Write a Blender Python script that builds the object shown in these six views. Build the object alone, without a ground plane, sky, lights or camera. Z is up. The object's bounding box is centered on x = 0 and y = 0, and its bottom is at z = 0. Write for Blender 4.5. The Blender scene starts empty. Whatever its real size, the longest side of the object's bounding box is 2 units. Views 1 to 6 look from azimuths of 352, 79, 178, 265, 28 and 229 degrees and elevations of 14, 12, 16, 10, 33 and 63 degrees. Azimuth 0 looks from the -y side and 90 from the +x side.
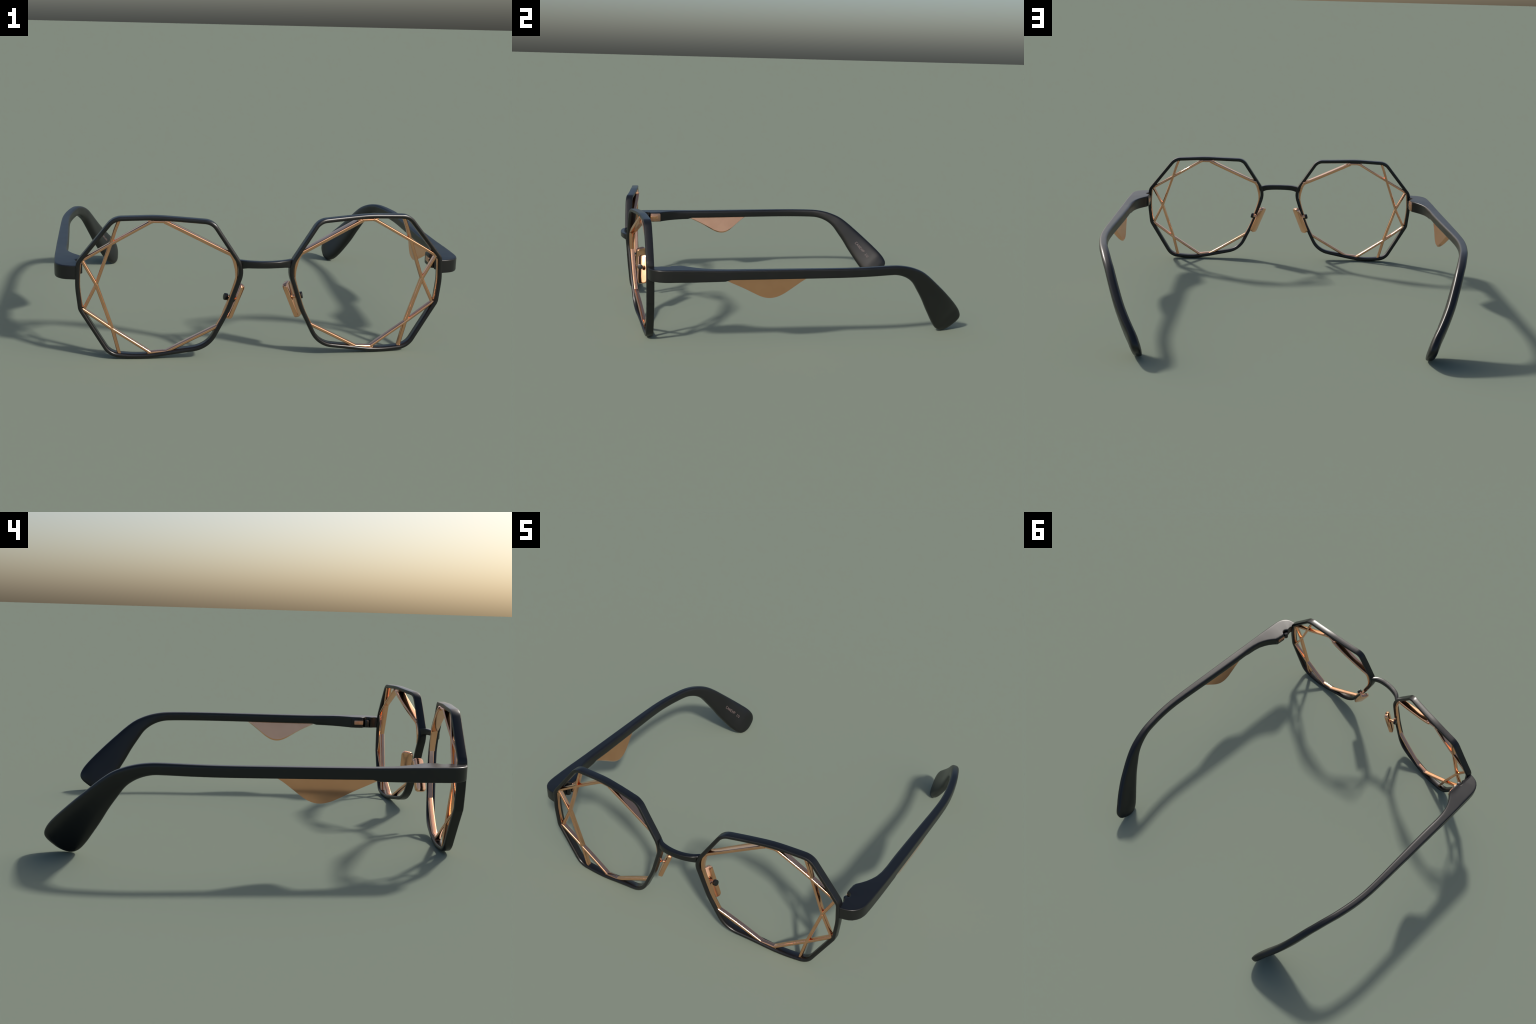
import bpy, bmesh, math, random
from mathutils import Vector
from mathutils.bvhtree import BVHTree

random.seed(7)
scene = bpy.context.scene

# ------------------------------------------------------------------ materials
def new_mat(name):
    m = bpy.data.materials.new(name)
    m.use_nodes = True
    nt = m.node_tree
    return m, nt, nt.nodes["Principled BSDF"]

def grain(nt, bsdf, scale, lo, hi, bump, detail=4.0):
    """fine noise: varies roughness a little and gives a slight bump"""
    tc = nt.nodes.new("ShaderNodeTexCoord")
    nz = nt.nodes.new("ShaderNodeTexNoise")
    nz.inputs["Scale"].default_value = scale
    nz.inputs["Detail"].default_value = detail
    nt.links.new(tc.outputs["Object"], nz.inputs["Vector"])
    mr = nt.nodes.new("ShaderNodeMapRange")
    mr.inputs["To Min"].default_value = lo
    mr.inputs["To Max"].default_value = hi
    nt.links.new(nz.outputs["Fac"], mr.inputs["Value"])
    nt.links.new(mr.outputs["Result"], bsdf.inputs["Roughness"])
    if bump:
        bp = nt.nodes.new("ShaderNodeBump")
        bp.inputs["Strength"].default_value = bump
        bp.inputs["Distance"].default_value = 0.002
        nt.links.new(nz.outputs["Fac"], bp.inputs["Height"])
        nt.links.new(bp.outputs["Normal"], bsdf.inputs["Normal"])
    return tc, nz

def two_tone(nt, bsdf, tc, scale, c0, c1, lo=0.4, hi=0.65):
    nz = nt.nodes.new("ShaderNodeTexNoise")
    nz.inputs["Scale"].default_value = scale
    nz.inputs["Detail"].default_value = 3.0
    nt.links.new(tc.outputs["Object"], nz.inputs["Vector"])
    cr = nt.nodes.new("ShaderNodeValToRGB")
    cr.color_ramp.elements[0].position = lo
    cr.color_ramp.elements[1].position = hi
    cr.color_ramp.elements[0].color = (*c0, 1)
    cr.color_ramp.elements[1].color = (*c1, 1)
    nt.links.new(nz.outputs["Fac"], cr.inputs["Fac"])
    nt.links.new(cr.outputs["Color"], bsdf.inputs["Base Color"])

def black_lacquer(name, base, rough, spec):
    m, nt, b = new_mat(name)
    tc, _ = grain(nt, b, 14.0, rough - 0.03, rough + 0.03, 0.02)
    two_tone(nt, b, tc, 9.0, base, tuple(c * 1.25 for c in base))
    b.inputs["Metallic"].default_value = 0.0
    b.inputs["Specular IOR Level"].default_value = spec
    return m

def rose_gold(name, c0, c1, rough):
    m, nt, b = new_mat(name)
    tc, _ = grain(nt, b, 9.0, rough - 0.03, rough + 0.03, 0.015, 2.0)
    two_tone(nt, b, tc, 12.0, c0, c1)
    b.inputs["Metallic"].default_value = 1.0
    return m

BLACK = black_lacquer("black_lacquer_metal", (0.0050, 0.0050, 0.0054), 0.30, 0.5)
TEMPLE_BLACK = black_lacquer("black_acetate", (0.0050, 0.0050, 0.0054), 0.34, 0.5)
GOLD = rose_gold("polished_rose_gold", (0.88, 0.465, 0.275), (0.95, 0.515, 0.31), 0.13)
GOLD_SATIN = rose_gold("satin_rose_gold", (0.88, 0.45, 0.262), (0.93, 0.485, 0.285), 0.19)
COPPER = rose_gold("hinge_copper", (0.55, 0.30, 0.20), (0.75, 0.42, 0.29), 0.30)
MARK, _nt, _b = new_mat("pale_pink_print")
_b.inputs["Base Color"].default_value = (0.12, 0.088, 0.085, 1)
_b.inputs["Roughness"].default_value = 0.45

# ------------------------------------------------------------------ helpers
root = bpy.data.objects.new("eyeglasses", None)
scene.collection.objects.link(root)
root.empty_display_size = 0.1
root["label"] = "black octagonal eyeglasses with rose gold faceted inner wires"
root["category"] = "glasses"

def add_mesh(name, verts, faces, mat, parent, side=1, angle=35.0, smooth=True):
    """side = -1 mirrors the piece to the other side of the nose"""
    me = bpy.data.meshes.new(name)
    vs = [(side * v[0], v[1], v[2]) for v in verts]
    me.from_pydata([tuple(v) for v in vs], [], faces)
    bm = bmesh.new()
    bm.from_mesh(me)
    bmesh.ops.recalc_face_normals(bm, faces=bm.faces)
    bm.to_mesh(me)
    bm.free()
    me.materials.append(mat)
    ob = bpy.data.objects.new(name, me)
    scene.collection.objects.link(ob)
    ob.parent = parent
    if smooth:
        me.shade_smooth()
        me.set_sharp_from_angle(angle=math.radians(angle))
    return ob

def loft(sections, closed=False, caps=True):
    """sections: list of rings (same length) -> verts, faces"""
    n = len(sections[0])
    verts = [p for s in sections for p in s]
    faces = []
    m = len(sections)
    for i in range(m if closed else m - 1):
        j = (i + 1) % m
        for k in range(n):
            l = (k + 1) % n
            faces.append((i * n + k, i * n + l, j * n + l, j * n + k))
    if caps and not closed:
        faces.append(tuple(range(n)))
        faces.append(tuple(range((m - 1) * n, m * n)))
    return verts, faces

def smoothstep(t):
    return t * t * (3 - 2 * t)

def interp(x, table):
    if x <= table[0][0]:
        return table[0][1]
    for (x0, y0), (x1, y1) in zip(table, table[1:]):
        if x <= x1:
            return y0 + (y1 - y0) * (x - x0) / (x1 - x0)
    return table[-1][1]

def catmull(pts, per):
    """smooth resampling of tuples of any length (centripetal-free Catmull-Rom)"""
    out = []
    n = len(pts)
    for i in range(n - 1):
        p0, p1, p2, p3 = pts[max(i - 1, 0)], pts[i], pts[i + 1], pts[min(i + 2, n - 1)]
        for s in range(per):
            t = s / per
            out.append(tuple(0.5 * (2 * b + (c - a) * t + (2 * a - 5 * b + 4 * c - d) * t * t
                             + (3 * b - a - 3 * c + d) * t ** 3) for a, b, c, d in zip(p0, p1, p2, p3)))
    out.append(tuple(pts[-1]))
    return out

def rounded_polygon(corners, seg=10, straight=5):
    """closed polygon whose corners (x, z, radius) are filleted by arcs"""
    pts = []
    n = len(corners)
    for i in range(n):
        a, b, c = (Vector(corners[(i + d) % n][:2]) for d in (-1, 0, 1))
        r = corners[i][2]
        u, v = (a - b), (c - b)
        lu, lv = u.length, v.length
        u.normalize(); v.normalize()
        half = math.acos(max(-1, min(1, u.dot(v)))) / 2
        t = min(r / math.tan(half), 0.49 * lu, 0.49 * lv)
        r = t * math.tan(half)
        mid = (u + v).normalized()
        cen = b + mid * (r / math.sin(half))
        s, e = b + u * t, b + v * t
        a0 = math.atan2(s.y - cen.y, s.x - cen.x)
        a1 = math.atan2(e.y - cen.y, e.x - cen.x)
        d = (a1 - a0 + math.pi) % (2 * math.pi) - math.pi
        for k in range(seg + 1):
            g = a0 + d * k / seg
            pts.append(Vector((cen.x + r * math.cos(g), cen.y + r * math.sin(g))))
    out = []
    for i, p in enumerate(pts):
        q = pts[(i + 1) % len(pts)]
        if (q - p).length < 1e-5:
            continue
        out.append(p)
        if (q - p).length > 0.04:
            for k in range(1, straight):
                out.append(p.lerp(q, k / straight))
    return out

def front_y(x, z=0.3):
    """base curve of the front: the lenses wrap back gently towards the temples,
    and their upper half leans a little forward, most near the nose"""
    up = smoothstep(min(1.0, max(0.0, (z - 0.36) / 0.32)))
    nose = min(1.0, max(0.0, (0.72 - abs(x)) / 0.46))
    return -0.883 - 0.175 * (0.76 - abs(x)) ** 2 - up * (0.005 + 0.014 * nose)

def rounded_rect(a0, a1, b0, b1, r, seg=3):
    """rounded rectangle outline in (a, b)"""
    pts = []
    for (ca, cb, g0) in ((a1 - r, b1 - r, 0), (a0 + r, b1 - r, 90), (a0 + r, b0 + r, 180), (a1 - r, b0 + r, 270)):
        for k in range(seg + 1):
            g = math.radians(g0 + 90 * k / seg)
            pts.append((ca + r * math.cos(g), cb + r * math.sin(g)))
    return pts

def bar(name, path, width, y_front, depth, parent, side, mat=GOLD, r=0.0058, taper=None):
    """flat wire swept along a path in the (x, z) plane of the front, following its base curve"""
    dense = []
    for p, q in zip(path, path[1:]):
        p, q = Vector(p), Vector(q)
        steps = max(1, int((q - p).length / 0.03))
        dense += [p.lerp(q, k / steps) for k in range(steps)]
    dense.append(Vector(path[-1]))
    rings = []
    n = len(dense)
    for i, p in enumerate(dense):
        t = (dense[min(i + 1, n - 1)] - dense[max(i - 1, 0)]).normalized()
        nn = Vector((-t.y, t.x))
        w = width * (taper(i / (n - 1)) if taper else 1)
        rr = min(r, w * 0.45)
        ring = []
        for a, b in rounded_rect(-w / 2, w / 2, y_front, y_front + depth, rr, 5):
            x, z = p.x + nn.x * a, p.y + nn.y * a
            # the front edge follows the leaning rim, the back edge stays upright and reaches further back towards the top
            y = front_y(x, z) if b < y_front + depth / 2 else front_y(x) - 0.003 + 0.012 * min(1.0, max(0.0, (z - 0.50) / 0.16)) * min(1.0, max(0.0, (0.50 - x) / 0.05))
            ring.append((x, y + b, z))
        rings.append(ring)
    v, f = loft(rings)
    return add_mesh(name, v, f, mat, parent, side)

def cylinder(name, p0, p1, r0, r1, mat, parent, side, seg=24, bevel=0.0):
    p0, p1 = Vector(p0), Vector(p1)
    ax = (p1 - p0).normalized()
    u = ax.orthogonal().normalized()
    w = ax.cross(u)
    L = (p1 - p0).length
    stations = [(0, r0), (L, r1)]
    if bevel:
        stations = [(0, r0 - bevel), (bevel * 0.3, r0 - bevel * 0.3), (bevel, r0), (L - bevel, r1), (L - bevel * 0.3, r1 - bevel * 0.3), (L, r1 - bevel)]
    rings = [[p0 + ax * s + (u * math.cos(2 * math.pi * k / seg) + w * math.sin(2 * math.pi * k / seg)) * r
              for k in range(seg)] for s, r in stations]
    v, f = loft(rings)
    return add_mesh(name, v, f, mat, parent, side)

def rounded_block(name, centre, ax_l, ax_w, ax_n, length, width, thick, corner, bevel, mat, parent, side):
    """slab with rounded outline (length x width) and bevelled rims"""
    c = Vector(centre)
    rings = []
    prof = [(-thick / 2, bevel), (-thick / 2 + bevel * 0.3, bevel * 0.3), (-thick / 2 + bevel, 0),
            (thick / 2 - bevel, 0), (thick / 2 - bevel * 0.3, bevel * 0.3), (thick / 2, bevel)]
    for h, inset in prof:
        rr = rounded_rect(-length / 2 + inset, length / 2 - inset, -width / 2 + inset, width / 2 - inset, corner - inset * 0.5, 6)
        rings.append([c + ax_l * a + ax_w * b + ax_n * h for a, b in rr])
    v, f = loft(rings)
    return add_mesh(name, v, f, mat, parent, side, 30)

# ------------------------------------------------------------------ front
# outer outline of one rim (x, z, corner radius), wearer's left eye
RIM = [(0.243, 0.6755, 0.075), (0.50, 0.6905, 0.9), (0.700, 0.683, 0.085), (0.870, 0.474, 0.06),
       (0.8765, 0.36, 0.40), (0.865, 0.245, 0.06), (0.730, 0.011, 0.095), (0.57, -0.0042, 0.7),
       (0.260, 0.050, 0.15), (0.165, 0.243, 0.5), (0.0955, 0.450, 0.12)]
RIM_W, RIM_FRONT = 0.0205, -0.008

def build_rim(side):
    loop = rounded_polygon(RIM)
    n = len(loop)
    # cross-section: inward offset a, depth b; the front edge is well rounded
    prof = [(0.0, 0.010), (0.0012, 0.0035), (0.005, 0.0004), (0.0125, 0.0), (0.0170, 0.0018), (0.0200, 0.007),
            (RIM_W, 0.014), (RIM_W, 0.040), (0.0190, 0.0425), (0.0165, 0.044), (0.0035, 0.044), (0.001, 0.0425), (0.0, 0.0385)]
    rings = []
    for i, p in enumerate(loop):
        t = (loop[(i + 1) % n] - loop[i - 1]).normalized()
        inward = Vector((t.y, -t.x))
        cen = Vector((0.5, 0.34))
        if inward.dot(cen - p) < 0:
            inward = -inward
        rings.append([(p.x + inward.x * a, front_y(p.x, p.y) + RIM_FRONT + b, p.y + inward.y * a) for a, b in prof])
    v, f = loft(rings, closed=True)
    return add_mesh("rim", v, f, BLACK, root, side, 40)

def build_lattice(rim, side):
    # joints of the wire star (x, z)
    T1, T2 = (0.454, 0.6575), (0.528, 0.660)
    S, B, C, D, E, F, G = (0.672, 0.664), (0.708, 0.562), (0.842, 0.480), (0.780, 0.363), (0.840, 0.243), (0.710, 0.145), (0.679, 0.018)
    H1, H2, I, J = (0.458, 0.032), (0.536, 0.026), (0.227, 0.160), (0.166, 0.521)
    W = 0.0150
    bars = [  # path, width, recess of the front edge, depth
        ([(0.158, 0.514), (0.20, 0.5330), T1, (0.465, 0.662)], 0.0185, 0.0000, 0.032),
        ([(0.515, 0.664), T2, C, (0.848, 0.476)], W, 0.0006, 0.031),
        ([S, (0.690, 0.618), B, D], W, 0.0018, 0.030),
        ([(0.846, 0.488), C, D], W, 0.0012, 0.029),
        ([D, E, (0.844, 0.232)], W, 0.0024, 0.028),
        ([D, F, G, (0.677, 0.014)], 0.0165, 0.0010, 0.0304),
        ([(0.846, 0.247), E, F, H2, (0.520, 0.020)], W, 0.0003, 0.0315),
        ([(0.472, 0.026), H1, I, (0.215, 0.166)], 0.0165, 0.0008, 0.031),
    ]
    for path, w, yf, d in bars:
        bar("lattice_wire", path, w, yf, d, rim, side)
    # feet that solder the wires to the rim
    bar("wire_foot", [(0.440, 0.666), (0.466, 0.6625), (0.514, 0.6625), (0.540, 0.666)], 0.013, 0.0015, 0.026, rim, side)
    bar("wire_foot", [(0.448, 0.0315), (0.468, 0.0300), (0.496, 0.0285), (0.526, 0.0255), (0.548, 0.0235)], 0.017, 0.0004, 0.028, rim, side)
    # liner that hugs the nose side of the rim
    up = catmull([(0.195, 0.5325), (0.168, 0.5180), (0.1505, 0.492), (0.1395, 0.452), (0.1370, 0.425), (0.1375, 0.402)], 6)
    bar("rim_liner", up, 0.0165, 0.0012, 0.031, rim, side, taper=lambda t: 1.0 if t < 0.55 else 1.0 - 0.5 * (t - 0.55) / 0.45)
    lo = catmull([(0.1345, 0.412), (0.1440, 0.372), (0.1625, 0.313), (0.1830, 0.252), (0.2035, 0.205), (0.230, 0.157)], 6)
    bar("rim_liner", lo, 0.0095, 0.004, 0.027, rim, side)
    # liner on the temple side
    out = catmull([(0.8505, 0.464), (0.8560, 0.40), (0.8565, 0.345), (0.8500, 0.28), (0.845, 0.258)], 6)
    bar("rim_liner", out, 0.0085, 0.0035, 0.020, rim, side)

def build_bridge():
    # outline in plan: x, y front, y back, z top, z bottom
    st = [(0.126, -0.956, -0.925, 0.488, 0.446), (0.116, -0.963, -0.932, 0.489, 0.449), (0.104, -0.974, -0.942, 0.490, 0.4535), (0.088, -0.984, -0.953, 0.4905, 0.457),
          (0.06, -0.9935, -0.9625, 0.4905, 0.4585), (0.03, -0.9985, -0.9675, 0.490, 0.459), (0.0, -1.0, -0.9695, 0.490, 0.459)]
    full = st + [(-x, a, b, c, d) for x, a, b, c, d in reversed(st[:-1])]
    full = catmull(full, 4)
    rings = []
    for x, yf, yb, zt, zb in full:
        rings.append([(x, a, b) for a, b in rounded_rect(yf, yb, zb, zt, 0.0045, 3)])
    v, f = loft(rings)
    return add_mesh("bridge", v, f, BLACK, root, 1, 40)

# ------------------------------------------------------------------ temples
# plan of the front end: outer point, inner point; z top, z bottom
FRONT_ST = [
    (0.864, -0.888, 0.864, -0.848, 0.4570, 0.3915), (0.880, -0.887, 0.866, -0.842, 0.4570, 0.3915),
    (0.898, -0.884, 0.867, -0.835, 0.4570, 0.3915), (0.918, -0.8785, 0.866, -0.826, 0.4575, 0.3910),
    (0.937, -0.868, 0.863, -0.816, 0.4575, 0.3905), (0.953, -0.851, 0.860, -0.808, 0.4580, 0.3900),
    (0.964, -0.832, 0.863, -0.803, 0.4580, 0.3895), (0.970, -0.812, 0.870, -0.797, 0.4580, 0.3890),
    (0.973, -0.793, 0.876, -0.785, 0.4580, 0.3885), (0.9745, -0.775, 0.8745, -0.773, 0.4580, 0.3885),
    (0.9755, -0.764, 0.868, -0.764, 0.4580, 0.3885), (0.976, -0.757, 0.853, -0.757, 0.4580, 0.3885),
    (0.977, -0.735, 0.851, -0.735, 0.4580, 0.3885), (0.978, -0.710, 0.854, -0.710, 0.4578, 0.3885),
    (0.979, -0.688, 0.858, -0.688, 0.4575, 0.3885), (0.980, -0.665, 0.876, -0.665, 0.4570, 0.3888),
    (0.981, -0.640, 0.893, -0.640, 0.4565, 0.3890), (0.982, -0.610, 0.908, -0.610, 0.4560, 0.3895),
    (0.983, -0.575, 0.920, -0.575, 0.4550, 0.3900), (0.9845, -0.530, 0.926, -0.530, 0.4542, 0.3905),
    (0.986, -0.475, 0.929, -0.475, 0.4535, 0.3915), (0.987, -0.445, 0.930, -0.445, 0.4530, 0.4000)]
# rear: centre x, inward lean of the upper edge, thickness, (y, z) of the upper edge, (y, z) of the lower edge
REAR_ST = [
    (0.9605, 0, 0.0575, -0.35, 0.4530, -0.35, 0.4000), (0.965, 0, 0.0545, -0.20, 0.4530, -0.20, 0.4005),
    (0.970, 0, 0.0510, -0.05, 0.4535, -0.05, 0.4010), (0.9755, 0, 0.0465, 0.12, 0.4540, 0.12, 0.4015),
    (0.9755, 0, 0.0445, 0.24, 0.4545, 0.24, 0.4020), (0.9665, 0, 0.0445, 0.35, 0.4555, 0.35, 0.4025),
    (0.949, 0, 0.0450, 0.46, 0.4557, 0.455, 0.4025), (0.936, 0, 0.0460, 0.52, 0.4525, 0.505, 0.3995),
    (0.921, 0, 0.0475, 0.578, 0.4425, 0.550, 0.3870), (0.907, 0.003, 0.0490, 0.635, 0.4245, 0.590, 0.3660),
    (0.892, 0.006, 0.0500, 0.685, 0.4005, 0.624, 0.3370), (0.874, 0.008, 0.0510, 0.737, 0.3625, 0.658, 0.2900),
    (0.852, 0.010, 0.0520, 0.792, 0.3150, 0.698, 0.2300), (0.828, 0.011, 0.0530, 0.845, 0.2680, 0.734, 0.1680),
    (0.800, 0.011, 0.0540, 0.893, 0.2230, 0.771, 0.1090), (0.774, 0.011, 0.0550, 0.932, 0.1850, 0.803, 0.0600),
    (0.752, 0.011, 0.0550, 0.961, 0.1540, 0.831, 0.0250)]
# rounded end of the tip: shrinking sections
TIP_END = [(0.740, 0.012, 0.0545, 0.981, 0.129, 0.852, 0.0085), (0.732, 0.012, 0.0530, 0.9925, 0.109, 0.868, 0.0020), (0.7265, 0.011, 0.0500, 0.9985, 0.092, 0.884, 0.0005),
           (0.721, 0.009, 0.0450, 0.9980, 0.0755, 0.902, 0.0030), (0.7165, 0.007, 0.0370, 0.9900, 0.0610, 0.920, 0.0085), (0.7140, 0.005, 0.0250, 0.980, 0.0500, 0.938, 0.0165), (0.713, 0.002, 0.0080, 0.968, 0.0420, 0.952, 0.0270)]

def superellipse(cen, U, V, n_out, n_in, seg=56):
    ring = []
    for k in range(seg):
        g = 2 * math.pi * (k + 0.5) / seg
        c, s = math.cos(g), math.sin(g)
        n = n_out if c > 0 else n_in
        a = math.copysign(abs(c) ** (2 / n), c)
        b = math.copysign(abs(s) ** (2 / n), s)
        ring.append(cen + U * a + V * b)
    return ring

def build_temple(side):
    stations = []
    for xo, yo, xi, yi, zt, zb in FRONT_ST:
        cen = Vector(((xo + xi) / 2, (yo + yi) / 2, (zt + zb) / 2))
        t = min(1, max(0, (yo + 0.70) / 0.2))
        stations.append((*cen, (xo - xi) / 2, (yo - yi) / 2, 0.0, 0.0, (zt - zb) / 2, 14 - 5 * t, 14 - 10.2 * smoothstep(t)))
    for x, lean, th, yt, zt, yb, zb in REAR_ST + TIP_END:
        t = min(1, max(0, (yt + 0.2) / 0.7))
        stations.append((x - 0.55 * lean, (yt + yb) / 2, (zt + zb) / 2, th / 2, 0.0, -0.2 * lean, (yt - yb) / 2, (zt - zb) / 2,
                         9 - 5.6 * t, 3.8 - 0.6 * t))
    nf = len(FRONT_ST)
    dense = stations[:nf - 1] + catmull(stations[nf - 1:], 5)
    rings = []
    for s in dense:
        cen, U, V = Vector(s[0:3]), Vector((s[3], s[4], 0)), Vector((s[5], s[6], s[7]))
        rings.append(superellipse(cen, U, V, s[8], s[9]))
    v, f = loft(rings)
    return add_mesh("temple", v, f, TEMPLE_BLACK, root, side, 38)

def build_fin(temple, side):
    """rose gold drop hanging under the temple; flat inside, domed outside, leaning in towards its tip"""
    lower = catmull([(-0.462, 0.3945), (-0.440, 0.3835), (-0.372, 0.3510), (-0.310, 0.3170), (-0.270, 0.2965), (-0.230, 0.2860), (-0.190, 0.2905),
                     (-0.150, 0.3110), (-0.100, 0.3500), (-0.055, 0.3850), (-0.022, 0.4060)], 6)
    rings = []
    for y, zb in lower:
        zt = 0.4075
        h = max(zt - zb, 0.002)
        full = min(1.0, h / 0.118)
        drift = 0.022 * (y + 0.25)                  # follows the temple
        prof = []
        for k in range(10):                         # outer face, top to bottom, domed
            z = zt - h * k / 9
            d = (0.4075 - z) / 0.122
            prof.append((0.9855 + drift - 0.012 * d - 0.027 * d ** 2.2, z))
        bev = min(0.0095, h * 0.4)
        thick = 0.0235 * min(1.0, 0.35 + h / 0.03)
        def inner(z):
            d = (0.4075 - z) / 0.122
            return 0.9855 + drift - thick - 0.024 * d
        xb = prof[-1][0]
        prof.append((xb - 0.0012, zb - 0.0002))
        for k in range(6):
            z = zb + bev + (zt - zb - bev) * k / 5
            prof.append((inner(z), z))
        rings.append([(x, y, z) for x, z in prof])
    v, f = loft(rings)
    return add_mesh("temple_ornament", v, f, GOLD_SATIN, temple, side, 28)

def build_hinge(temple, side):
    cylinder("hinge_barrel", (0.862, -0.7845, 0.3945), (0.862, -0.7845, 0.4400), 0.0165, 0.0165, BLACK, temple, side, bevel=0.0012)
    X, Y, Z = Vector((1, 0, 0)), Vector((0, 1, 0)), Vector((0, 0, 1))
    tilt = Vector((0.06, 1, 0)).normalized()
    nrm = Vector((1, -0.06, 0)).normalized()
    plate = COPPER if side < 0 else BLACK
    rounded_block("hinge_plate", (0.8560, -0.722, 0.4215), tilt, Z, nrm, 0.072, 0.058, 0.010, 0.009, 0.002, plate, temple, side)
    rounded_block("hinge_slot", (0.8515, -0.731, 0.4230), tilt, Z, nrm, 0.056, 0.026, 0.004, 0.004, 0.001, COPPER if side > 0 else GOLD_SATIN, temple, side)

def build_lettering(temple):
    """row of small printed marks on the inner face of one ear tip"""
    start, end = Vector((-0.7955, 0.786, 0.227)), Vector((-0.7365, 0.872, 0.125))
    along = (end - start)
    L = along.length
    along.normalize()
    up = Vector((0.0, 0.74, 0.67))
    up = (up - along * up.dot(along)).normalized()
    out = along.cross(up).normalized()
    if out.x < 0:
        out = -out
    H = 0.017
    # strokes of each sign in a unit cell: (x0, y0, x1, y1)
    signs = [[(0.1, 0, 0.1, 1), (0.1, 1, 0.8, 1), (0.1, 0, 0.8, 0)],
             [(0.0, 0, 0.35, 1), (0.35, 1, 0.8, 0), (0.2, 0.35, 0.6, 0.35)],
             [(0.1, 0, 0.1, 1), (0.8, 0, 0.8, 1), (0.1, 1, 0.8, 0)],
             [(0.1, 0, 0.1, 1), (0.1, 0.5, 0.7, 0.5), (0.1, 1, 0.8, 1), (0.1, 0, 0.8, 0)],
             [(0.1, 0, 0.1, 1), (0.8, 0, 0.8, 1), (0.1, 0.5, 0.8, 0.5)],
             [(0.1, 0, 0.1, 1), (0.1, 1, 0.8, 1), (0.8, 1, 0.8, 0.5), (0.1, 0.5, 0.8, 0.5)], None,
             [(0.4, 0, 0.4, 1), (0.1, 0, 0.7, 0)],
             [(0.1, 0, 0.1, 1), (0.1, 0, 0.8, 0), (0.8, 0, 0.8, 1)]]
    cell = L / len(signs)
    verts, faces = [], []
    tree = BVHTree.FromPolygons([v.co for v in temple.data.vertices], [p.vertices[:] for p in temple.data.polygons])
    def on_skin(p):
        """drop a point onto the inner face of the ear tip"""
        hit = tree.ray_cast(p + out * 0.08, -out)
        return hit[0] + out * 0.0007 if hit[0] is not None else p
    base = start - up * H / 2 + out * 0.0012
    w = 0.0026
    for i, strokes in enumerate(signs):
        for x0, y0, x1, y1 in strokes or []:
            p = base + along * (cell * (i + x0 * 0.9)) + up * (H * y0)
            q = base + along * (cell * (i + x1 * 0.9)) + up * (H * y1)
            p, q = on_skin(p), on_skin(q)
            d = (q - p).normalized()
            s = d.cross(out) * w / 2
            k = len(verts)
            for o in (Vector(), out * -0.003):
                verts += [p - s + o, p + s + o, q + s + o, q - s + o]
            faces += [(k, k + 1, k + 2, k + 3), (k + 4, k + 7, k + 6, k + 5)]
            faces += [(k + a, k + 4 + a, k + 4 + (a + 1) % 4, k + (a + 1) % 4) for a in range(4)]
    ob = add_mesh("lettering", verts, faces, MARK, temple, 1, smooth=False)
    ob["kind"] = "stuff"

# ------------------------------------------------------------------ nose pads
def build_pad(side):
    top, bot = Vector((0.1135, -0.870, 0.358)), Vector((0.1810, -0.8790, 0.1915))
    ax_l = (bot - top).normalized()
    ax_w = Vector((0.50, 0.866, 0.0))
    ax_w = (ax_w - ax_l * ax_w.dot(ax_l)).normalized()
    ax_n = ax_l.cross(ax_w).normalized()
    if ax_n.x < 0:
        ax_n = -ax_n                      # towards the lens
    cen = (top + bot) / 2 - ax_n * 0.0065
    pad = rounded_block("nose_pad", cen, ax_l, ax_w, ax_n, (bot - top).length, 0.062, 0.0235, 0.018, 0.0045, GOLD, root, side)
    c = Vector((0.150, -0.878, 0.293))
    head = Vector((0.182, -0.889, 0.297))
    ax = Vector((0.95, -0.22, 0.22)).normalized()
    cylinder("pad_post", head - ax * 0.048, head - ax * 0.008, 0.0085, 0.0085, GOLD, pad, side)
    cylinder("pad_screw", head - ax * 0.010, head + ax * 0.006, 0.0165, 0.0165, BLACK, pad, side, bevel=0.0022)
    # arm that reaches forward to the rim
    cylinder("pad_arm", (0.158, -0.884, 0.293), (0.160, -0.925, 0.300), 0.0065, 0.0065, GOLD, pad, side, seg=16)

# ------------------------------------------------------------------ assemble
for side in (1, -1):
    rim = build_rim(side)
    build_lattice(rim, side)
    temple = build_temple(side)
    build_fin(temple, side)
    build_hinge(temple, side)
    if side < 0:
        build_lettering(temple)
    build_pad(side)
build_bridge()
